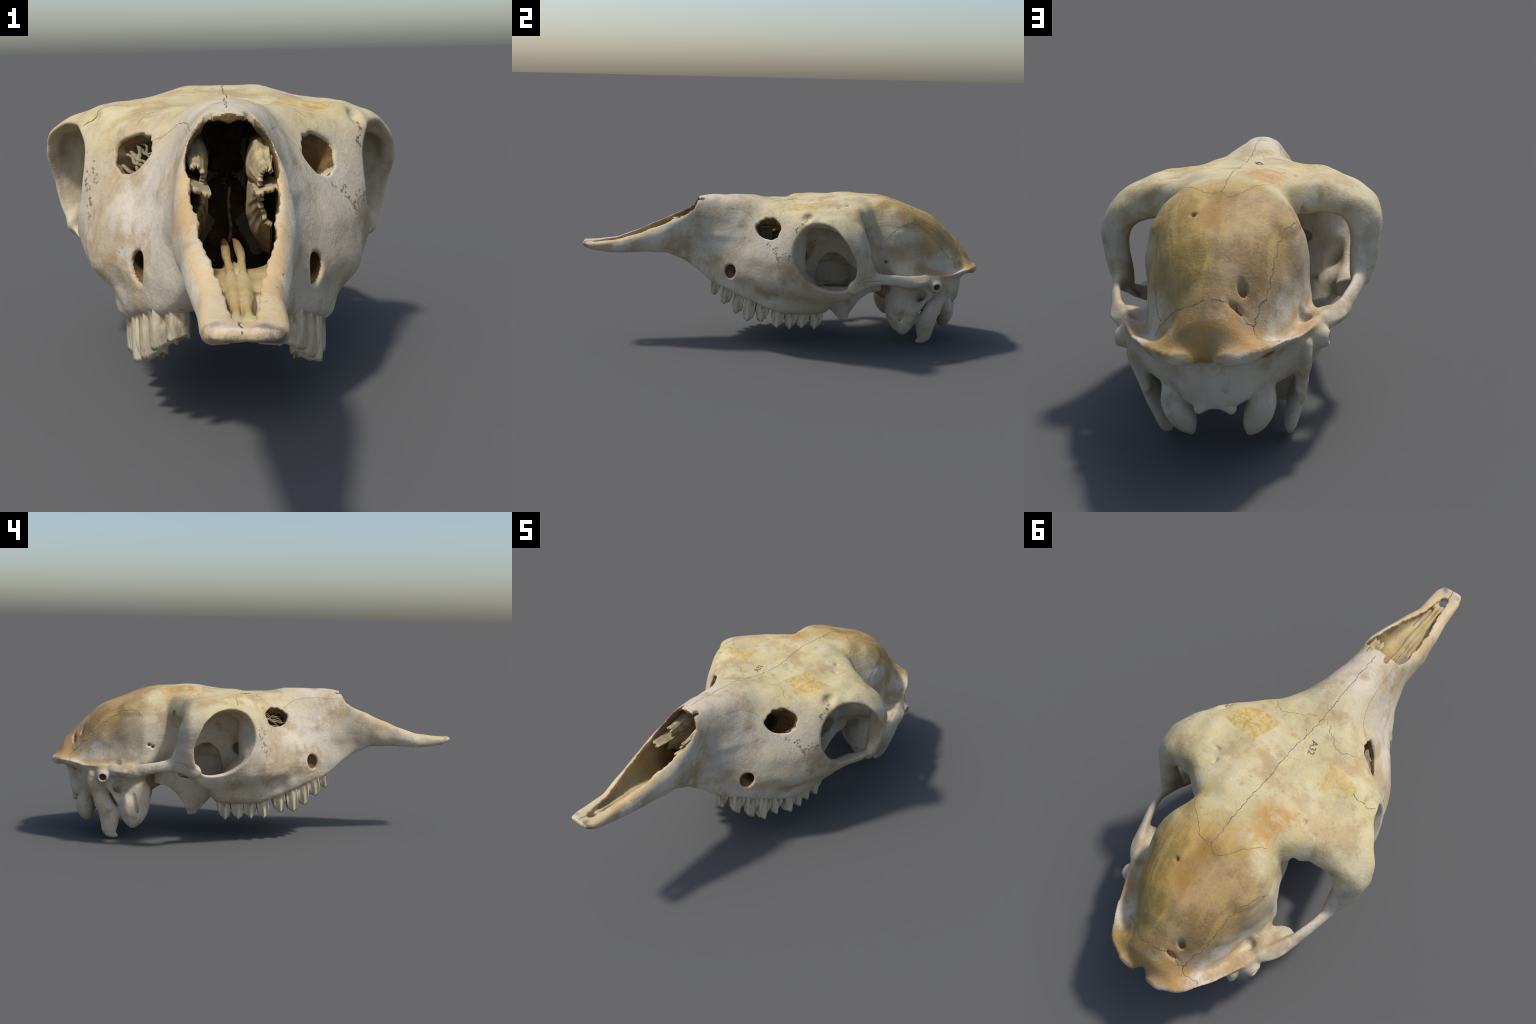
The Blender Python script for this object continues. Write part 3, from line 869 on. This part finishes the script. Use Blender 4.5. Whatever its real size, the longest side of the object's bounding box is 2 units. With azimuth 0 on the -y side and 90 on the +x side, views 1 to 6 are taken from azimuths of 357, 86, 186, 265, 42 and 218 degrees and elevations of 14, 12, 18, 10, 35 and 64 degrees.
# ------------------------------------------------------------------ teeth
def tooth_mesh(name, lobes, ly, lx, height, seed):
    """Cheek tooth: one or two ribbed columns hanging in -z, each with a worn, slanting crown."""
    r = random.Random(seed)
    verts, faces = [], []
    n, rings = 36, 12
    for lobe in range(lobes):
        yc = (lobe - (lobes - 1) / 2) * ly
        h = height * (1.0 - 0.05 * lobe + r.uniform(-.03, .03))
        o = len(verts)
        for j in range(rings):
            t = j / (rings - 1)
            for i in range(n):
                a = 2 * math.pi * i / n
                sy, sx = math.cos(a), math.sin(a)
                w = 0.50 + 0.03 * (1 - t) - 0.12 * smooth(0.55, 1.0, t)
                yy = ly * w * math.copysign(abs(sy) ** 0.8, sy)
                xx = lx / 2 * math.copysign(abs(sx) ** 0.8, sx)
                ph = yy / ly
                if xx > 0:      # three sharp ribs on the cheek side
                    rib = math.exp(-((ph + 0.02) / 0.10) ** 2) + 1.2 * math.exp(-((abs(ph) - 0.42) / 0.09) ** 2)
                    xx += lx * 0.26 * (rib - 0.55) * (0.45 + 0.55 * t)
                else:
                    xx -= lx * 0.10 * math.cos(math.pi * ph)
                k = 0.84 + 0.20 * math.sin(math.pi * min(t * 0.7 + 0.15, 1))
                tip = 0.81 + 0.19 * (1 - abs(ph + 0.08) * 1.9) - 0.08 * (xx < 0)
                zb = -h * min(tip, 1.0) + 0.0025 * r.uniform(-1, 1)
                verts.append((xx * k, yc + yy * k - 0.10 * t * ly, zb * t + 0.03 * (1 - t)))
        for j in range(rings - 1):
            for i in range(n):
                a, b = o + j * n + i, o + j * n + (i + 1) % n
                faces.append((a, b, b + n, a + n))
        base = o + (rings - 1) * n
        cx = sum(verts[base + i][0] for i in range(n)) / n
        cy = sum(verts[base + i][1] for i in range(n)) / n
        p0 = base
        for s_, up in ((0.72, 0.004), (0.38, 0.012), (0.05, 0.006)):
            q0 = len(verts)
            for i in range(n):
                v = verts[base + i]
                verts.append((cx + (v[0] - cx) * s_, cy + (v[1] - cy) * s_, v[2] + up))
            for i in range(n):
                faces.append((p0 + i, p0 + (i + 1) % n, q0 + (i + 1) % n, q0 + i))
            p0 = q0
    return make_mesh(name, np.array(verts), np.array(faces))


def tooth_material():
    N = Nodes("tooth_enamel")
    sep = N.n("ShaderNodeSeparateXYZ")
    N.l(N.co, sep.inputs[0])
    streak = N.noise(28, 5, 0.6, stretch=(1, 1, 0.22))
    col = N.mix(N.ramp(streak, 0.42, 0.62), (0.55, 0.48, 0.34), (0.26, 0.18, 0.09))
    col = N.mix(N.math("MULTIPLY", N.ramp(N.noise(60, 3), 0.5, 0.7), 0.5), col, (0.62, 0.56, 0.44))
    N.l(col, N.b.inputs["Base Color"])
    N.b.inputs["Roughness"].default_value = 0.38
    return N.m


M_TOOTH = tooth_material()
shapes = {
    "premolar_front": tooth_mesh("tooth_premolar_front", 1, 0.050, 0.042, 0.066, 1),
    "premolar": tooth_mesh("tooth_premolar", 1, 0.066, 0.054, 0.082, 2),
    "molar": tooth_mesh("tooth_molar", 2, 0.066, 0.062, 0.092, 3),
}
for me in shapes.values():
    me.materials.append(M_TOOTH)
# (kind, y, outer x, alveolus z, scale of height)
ROW = [("premolar_front", -.327, .122, .302, 1.0), ("premolar", -.270, .158, .285, 1.0), ("premolar", -.215, .184, .260, 1.18),
       ("molar", -.127, .208, .222, 1.0), ("molar", .013, .224, .190, .97), ("molar", .138, .224, .186, .95)]
for side in (1, -1):
    for kind, y, xo, zt, hs in ROW:
        o = add("tooth", shapes[kind])
        P = warp([[side * (xo - 0.018), y, zt]])[0]
        o.location = P
        o.scale = (side * random.uniform(.95, 1.05), random.uniform(.96, 1.03), hs * random.uniform(.96, 1.04))
        o.rotation_euler = (random.uniform(-.04, .04) - 0.06, side * random.uniform(-.02, .05), side * -0.18 * (y < -0.1))


# ------------------------------------------------------------------ sutures: dirt-filled seams lying in the surface
def on_surface(p):
    loc, nor, _, _ = bvh.find_nearest(Vector(p))
    return np.array(loc), np.array(nor)


def tube(paths, name, mat, sides=6):
    """Joins tubes along (point, normal, radius) lists into one mesh."""
    verts, faces = [], []
    for path in paths:
        P = np.array([a[0] for a in path])
        if len(P) < 3:
            continue
        T = np.gradient(P, axis=0)
        T /= np.linalg.norm(T, axis=1)[:, None] + 1e-9
        o = len(verts)
        for (p, n, r), t in zip(path, T):
            b = np.cross(t, n)
            b /= np.linalg.norm(b) + 1e-9
            n = np.cross(b, t)
            for k in range(sides):
                a = 2 * math.pi * k / sides
                verts.append(p + r * (math.cos(a) * b + 0.6 * math.sin(a) * n))
        m = len(path)
        for i in range(m - 1):
            for k in range(sides):
                a, b = o + i * sides + k, o + i * sides + (k + 1) % sides
                faces.append((a, b, b + sides, a + sides))
    return add(name, make_mesh(name, np.array(verts), np.array(faces)), mat=mat)


def seam(points, width=0.0022, jag=0.004, wave=0.012, seed=0, gaps=0.0):
    """Wandering line through points, snapped to the bone."""
    r = random.Random(seed)
    P = catmull(np.array(points, float), 8, mirror=False)
    seg = np.linalg.norm(np.diff(P, axis=0), axis=1)
    s = np.concatenate([[0], np.cumsum(seg)])
    n = max(int(s[-1] / 0.0025), 4)
    paths, cur = [], []
    ph = r.uniform(0, 100)
    for i in range(n + 1):
        d = s[-1] * i / n
        p = np.array([np.interp(d, s, P[:, k]) for k in range(3)])
        q = np.array([np.interp(min(d + 0.004, s[-1]), s, P[:, k]) - np.interp(max(d - 0.004, 0), s, P[:, k]) for k in range(3)])
        q /= np.linalg.norm(q) + 1e-9
        _, nor = on_surface(p)
        side = np.cross(q, nor)
        w = mnoise.noise(Vector((d / wave, ph, 0))) * 1.3 + 0.7 * mnoise.noise(Vector((d / (wave * 0.35), ph + 9, 0)))
        lengthwise = 0.5 * mnoise.noise(Vector((d / (wave * 0.5), ph + 30, 0)))
        loc, nor = on_surface(p + side * jag * w + q * jag * lengthwise)
        rad = width * (0.5 + 0.7 * abs(mnoise.noise(Vector((d / 0.01, ph, 5)))))
        if gaps and mnoise.noise(Vector((d / 0.02, ph, 12))) > 0.5 - gaps:
            if len(cur) > 3:
                paths.append(cur)
            cur = []
            continue
        cur.append((loc - nor * rad * 0.35, nor, rad))
    paths.append(cur)
    return paths


def squiggles(points, spread, count, seed, size=0.011):
    """Cluster of short interlocking curls along a line (the rough cheek sutures)."""
    r = random.Random(seed)
    P = catmull(np.array(points, float), 12, mirror=False)
    out = []
    for _ in range(count):
        c = P[r.randrange(len(P))] + np.array([r.gauss(0, spread * .5), r.gauss(0, spread), r.gauss(0, spread)])
        c, nor = on_surface(c)
        u = np.cross(nor, (r.uniform(-1, 1), r.uniform(-1, 1), r.uniform(-1, 1)))
        u /= np.linalg.norm(u) + 1e-9
        v = np.cross(nor, u)
        k, ph, L = r.uniform(1.5, 3.5), r.uniform(0, 6), size * r.uniform(.5, 1.2)
        path = []
        for i in range(10):
            t = i / 9 - 0.5
            loc, nn = on_surface(c + u * L * t + v * L * 0.35 * math.sin(k * 2 * math.pi * t + ph))
            rad = 0.0014 * math.sin(math.pi * (i + 0.6) / 10.2) + 0.0004
            path.append((loc - nn * rad * 0.3, nn, rad))
        out.append(path)
    return out


tube(seam([(-.009, -.385, .724), (-.006, -.188, .727), (-.008, -.116, .722), (-.006, -.04, .709), (.001, .029, .702), (.008, .104, .705), (.007, .174, .712), (.002, .231, .72), (0, .284, .729), (.004, .359, .732), (.004, .439, .73), (.002, .503, .728), (.005, .552, .715)],
          .0026, .0035, .014, 1), "sagittal_suture", M_SUT)
tube(seam([(.005, .552, .715), (.03, .556, .714), (.06, .548, .714), (.081, .525, .718), (.11, .500, .717), (.150, .472, .708), (.168, .44, .70)], .0022, .005, .014, 2)
     + seam([(.005, .552, .715), (-.015, .572, .707), (-.051, .562, .711), (-.085, .518, .72), (-.125, .474, .719), (-.15, .45, .708)], .0022, .0035, .016, 3), "coronal_suture", M_SUT)
tube(seam([(-.215, .552, .60), (-.205, .585, .623), (-.18, .636, .618), (-.165, .69, .59), (-.155, .75, .545), (-.145, .80, .49), (-.132, .837, .465), (-.12, .875, .432), (-.133, .905, .398), (-.176, .897, .39), (-.191, .91, .389)], .0030, .006, .016, 4)
     + seam([(.225, .48, .53), (.23, .518, .572), (.22, .558, .604), (.195, .612, .617), (.176, .657, .602), (.169, .70, .572), (.167, .753, .522), (.165, .786, .482), (.158, .83, .44), (.142, .862, .427)], .0022, .005, .018, 5), "squamous_suture", M_SUT)
tube(seam([(-.012, .905, .509), (-.051, .893, .488), (-.08, .886, .467), (-.101, .891, .436), (-.12, .882, .422)], .0040, .006, .014, 6)
     + seam([(.006, .905, .505), (.034, .902, .489), (.069, .891, .47), (.106, .874, .455), (.125, .872, .434), (.150, .868, .41), (.17, .872, .395)], .0026, .006, .014, 7), "lambdoid_suture", M_SUT)
tube(seam([(-.026, -.061, .71), (-.064, -.032, .707), (-.1, -.001, .706), (-.125, .008, .705), (-.167, -.007, .697), (-.204, -.029, .676)], .0019, .006, .012, 8, .1)
     + seam([(.016, -.061, .71), (.062, -.035, .705), (.114, -.007, .702), (.145, -.006, .697), (.179, -.031, .682), (.199, -.032, .669)], .0017, .005, .012, 9, .1), "frontonasal_suture", M_SUT)
tube(seam([(-.075, -.40, .678), (-.082, -.295, .684), (-.099, -.214, .682), (-.123, -.163, .671), (-.156, -.129, .647), (-.177, -.11, .63)], .0020, .003, .02, 10)
     + seam([(.088, -.33, .675), (.094, -.276, .673), (.105, -.218, .669), (.128, -.176, .651), (.147, -.156, .627), (.163, -.14, .611)], .0015, .003, .012, 11, .2), "nasomaxillary_suture", M_SUT)
tube(seam([(.078, -.404, .665), (.091, -.433, .626), (.101, -.469, .595)], .0014, .003, .02, 12)
     + seam([(-.090, -.42, .62), (-.10, -.47, .585), (-.113, -.579, .524)], .0013, .003, .02, 13), "premaxillary_suture", M_SUT)
zr = [(.239, -.084, .52), (.268, -.058, .497), (.295, -.041, .47), (.307, -.041, .429), (.324, -.027, .385), (.328, -.012, .348)]
zl = [(-.33, .01, .54), (-.330, -.01, .50), (-.328, -.028, .45), (-.338, -.02, .40), (-.345, -.002, .366), (-.34, .034, .318)]
tube(squiggles(zr[:4], .008, 26, 21) + squiggles([(.295, -.041, .47), (.324, -.006, .481), (.343, .02, .471)], .007, 14, 22)
     + seam(zr[2:] + [(.328, .017, .314), (.319, .042, .283)], .0014, .008, .010, 23, .15), "zygomaticomaxillary_suture", M_CURL)
tube(squiggles(zl[:3], .008, 22, 24) + squiggles([(-.30, -.02, .52), (-.31, .0, .56)], .008, 10, 27) + seam(zl[1:], .0015, .008, .010, 25, .15), "zygomaticomaxillary_suture", M_CURL)
tube(seam([(.420, .385, .405), (.445, .352, .398), (.444, .32, .371)], .0022, .002, .03, 26) + seam([(.444, .32, .371), (.438, .362, .378), (.416, .413, .382), (.407, .452, .38)], .0020, .002, .03, 28)
     + seam([(-.42, .395, .415), (-.444, .364, .415), (-.452, .333, .388)], .0022, .002, .03, 29), "zygomaticotemporal_suture", M_SUT)
tube(seam([(.318, .095, .676), (.329, .077, .643), (.328, .055, .624), (.315, .029, .6)], .0015, .007, .01, 30, .2) + squiggles([(.329, .077, .643), (.328, .055, .624), (.315, .029, .6)], .007, 12, 31)
     + seam([(-.262, .112, .703), (-.292, .12, .698), (-.32, .105, .682), (-.346, .09, .658)], .0030, .003, .02, 32), "frontolacrimal_suture", M_SUT)
tube(seam([(-.375, .13, .385), (-.34, .11, .37), (-.30, .10, .35)], .002, .006, .02, 33) + seam([(.30, .14, .33), (.345, .19, .30)], .0015, .003, .02, 34), "orbital_crack", M_SUT)

# ------------------------------------------------------------------ scrolled turbinates inside the nose
def sheet(name, section, y_front, y_back, thick, side, seed, scale=lambda y: 1.0, mat=M_SCROLL, taper=True, pivot=np.array((.066, .590))):
    r = random.Random(seed)
    S = catmull(np.array(section, float), 5, mirror=False)
    d = np.gradient(S, axis=0)
    nrm = np.stack([-d[:, 1], d[:, 0]], 1)
    nrm /= np.linalg.norm(nrm, axis=1)[:, None] + 1e-9
    m, ny = len(S), 36
    front = [y_front + 0.022 * mnoise.noise(Vector((i * 0.55, seed, 0))) + 0.012 * mnoise.noise(Vector((i * 1.7, seed, 3))) for i in range(m)]
    verts, faces = [], []
    for layer in (-0.5, 0.5):
        for j in range(ny):
            for i in range(m):
                y = front[i] + (y_back - front[i]) * j / (ny - 1)
                k = scale(y)
                f = 0.50 + 0.60 * smooth(0.0, 0.30, j / (ny - 1)) if taper else 1.0
                q = (S[i] - pivot) * f + pivot
                q = q + nrm[i] * thick * layer + 0.004 * mnoise.noise(Vector((S[i][0] * 30, y * 14, S[i][1] * 30)))
                verts.append((side * q[0] * k, y, q[1]))
    L = m * ny
    for j in range(ny - 1):
        for i in range(m - 1):
            a = j * m + i
            faces.append((a, a + 1, a + m + 1, a + m))
            faces.append((L + a, L + a + m, L + a + m + 1, L + a + 1))
    for j in range(ny - 1):
        for i in (0, m - 1):
            a = j * m + i
            faces.append((a, a + m, L + a + m, L + a))
    for i in range(m - 1):
        for j in (0, ny - 1):
            a = j * m + i
            faces.append((a, L + a, L + a + 1, a + 1))
    return add(name, make_mesh(name, warp(verts), np.array(faces)), mat=mat)


def widen(y):
    return float(np.interp(y, [-.55, -.42, -.25, -.1, .05], [.94, 1.0, 1.18, 1.30, 1.0]))


for side in (1, -1):
    sd = 40 + (side > 0)
    sheet("turbinate_shelf", [(.090, .588), (.078, .590), (.060, .586), (.044, .580)], -.53 if side > 0 else -.55, -.05, .009, side, sd, widen, taper=False)
    sheet("turbinate_scroll", [(.048, .578), (.042, .600), (.043, .625), (.052, .647), (.068, .650), (.078, .636)], -.50 if side > 0 else -.46, -.05, .009, side, sd + 4, widen)
    sheet("turbinate_scroll", [(.046, .582), (.042, .555), (.044, .520), (.052, .485), (.066, .462), (.082, .455)], -.51 if side > 0 else -.47, -.05, .009, side, sd + 8, widen)
sheet("nasal_septum", [(.004, .42), (.005, .46), (.003, .50), (.004, .54)], -.20, .05, .007, 1, 60, taper=False)

# spongy bone inside the lacrimal holes
def strut(points, r0, name):
    P = catmull(warp(points), 6, mirror=False)
    path = [(p, np.array((0.3, 0.1, 1.0)), r0 * (0.7 + 0.5 * abs(mnoise.noise(Vector(p * 60))))) for p in P]
    return path


webs = []
rr = random.Random(5)
NLi = NL
for i in range(7):
    c = np.array([.200, -.076, .590]) + NLi[0] * rr.uniform(-0.040, -0.012)
    a = rr.uniform(0, math.pi) if i % 3 else rr.uniform(-.4, .4)
    u = NLi[1] * math.cos(a) + NLi[2] * math.sin(a)
    v = -NLi[1] * math.sin(a) + NLi[2] * math.cos(a)
    off = rr.uniform(-.035, .035)
    pts = []
    for t in np.linspace(-.056, .056, 6):
        q = c + u * t + v * (off + rr.uniform(-.006, .006))
        pts.append((-q[0], q[1], q[2]))
    webs.append(strut(pts, rr.uniform(.004, .0085), "w"))
o = tube(webs, "spongy_bone", simple("spongy_bone_grey", (0.26, 0.215, 0.13)), 7)
o["kind"] = "stuff"

# ------------------------------------------------------------------ the inked mark on the brow
cu = bpy.data.curves.new("ink_mark", "FONT")
cu.body = "A32"
cu.size = 0.034
cu.align_x = "CENTER"
cu.align_y = "CENTER"
cu.extrude = 0.0006
cu.resolution_u = 3
ob = bpy.data.objects.new("ink_mark", cu)
bpy.context.scene.collection.objects.link(ob)
bpy.context.view_layer.update()
tm = bpy.data.meshes.new_from_object(ob.evaluated_get(bpy.context.evaluated_depsgraph_get()))
bpy.data.objects.remove(ob)
ang = math.atan2(.046, -.015)
for v in tm.vertices:
    x, y, z = v.co
    px = -.044 + x * math.cos(ang) - y * math.sin(ang)
    py = .054 + x * math.sin(ang) + y * math.cos(ang)
    loc, nor = on_surface((px, py, .71))
    v.co = Vector(loc) + Vector(nor) * (0.0004 + z)
tm.name = "ink_mark"
add("ink_mark", tm, mat=None)
tm.materials.clear()
tm.materials.append(M_INK)

tube(seam([(-.012, -.992, .480), (-.013, -.97, .482), (-.013, -.945, .480)], .0035, .002, .02, 71), "premaxillary_seam", M_INK)

bm_pts = [(np.array((-.056 - .002 * i, -.815 + .001 * i, z)), np.array((0, 1.0, 0)), r) for i, (z, r) in enumerate(((.458, .009), (.446, .008), (.436, .0055), (.428, .0035), (.420, .0008)))]
tube([bm_pts], "bone_splinter", M_BONE, 8)
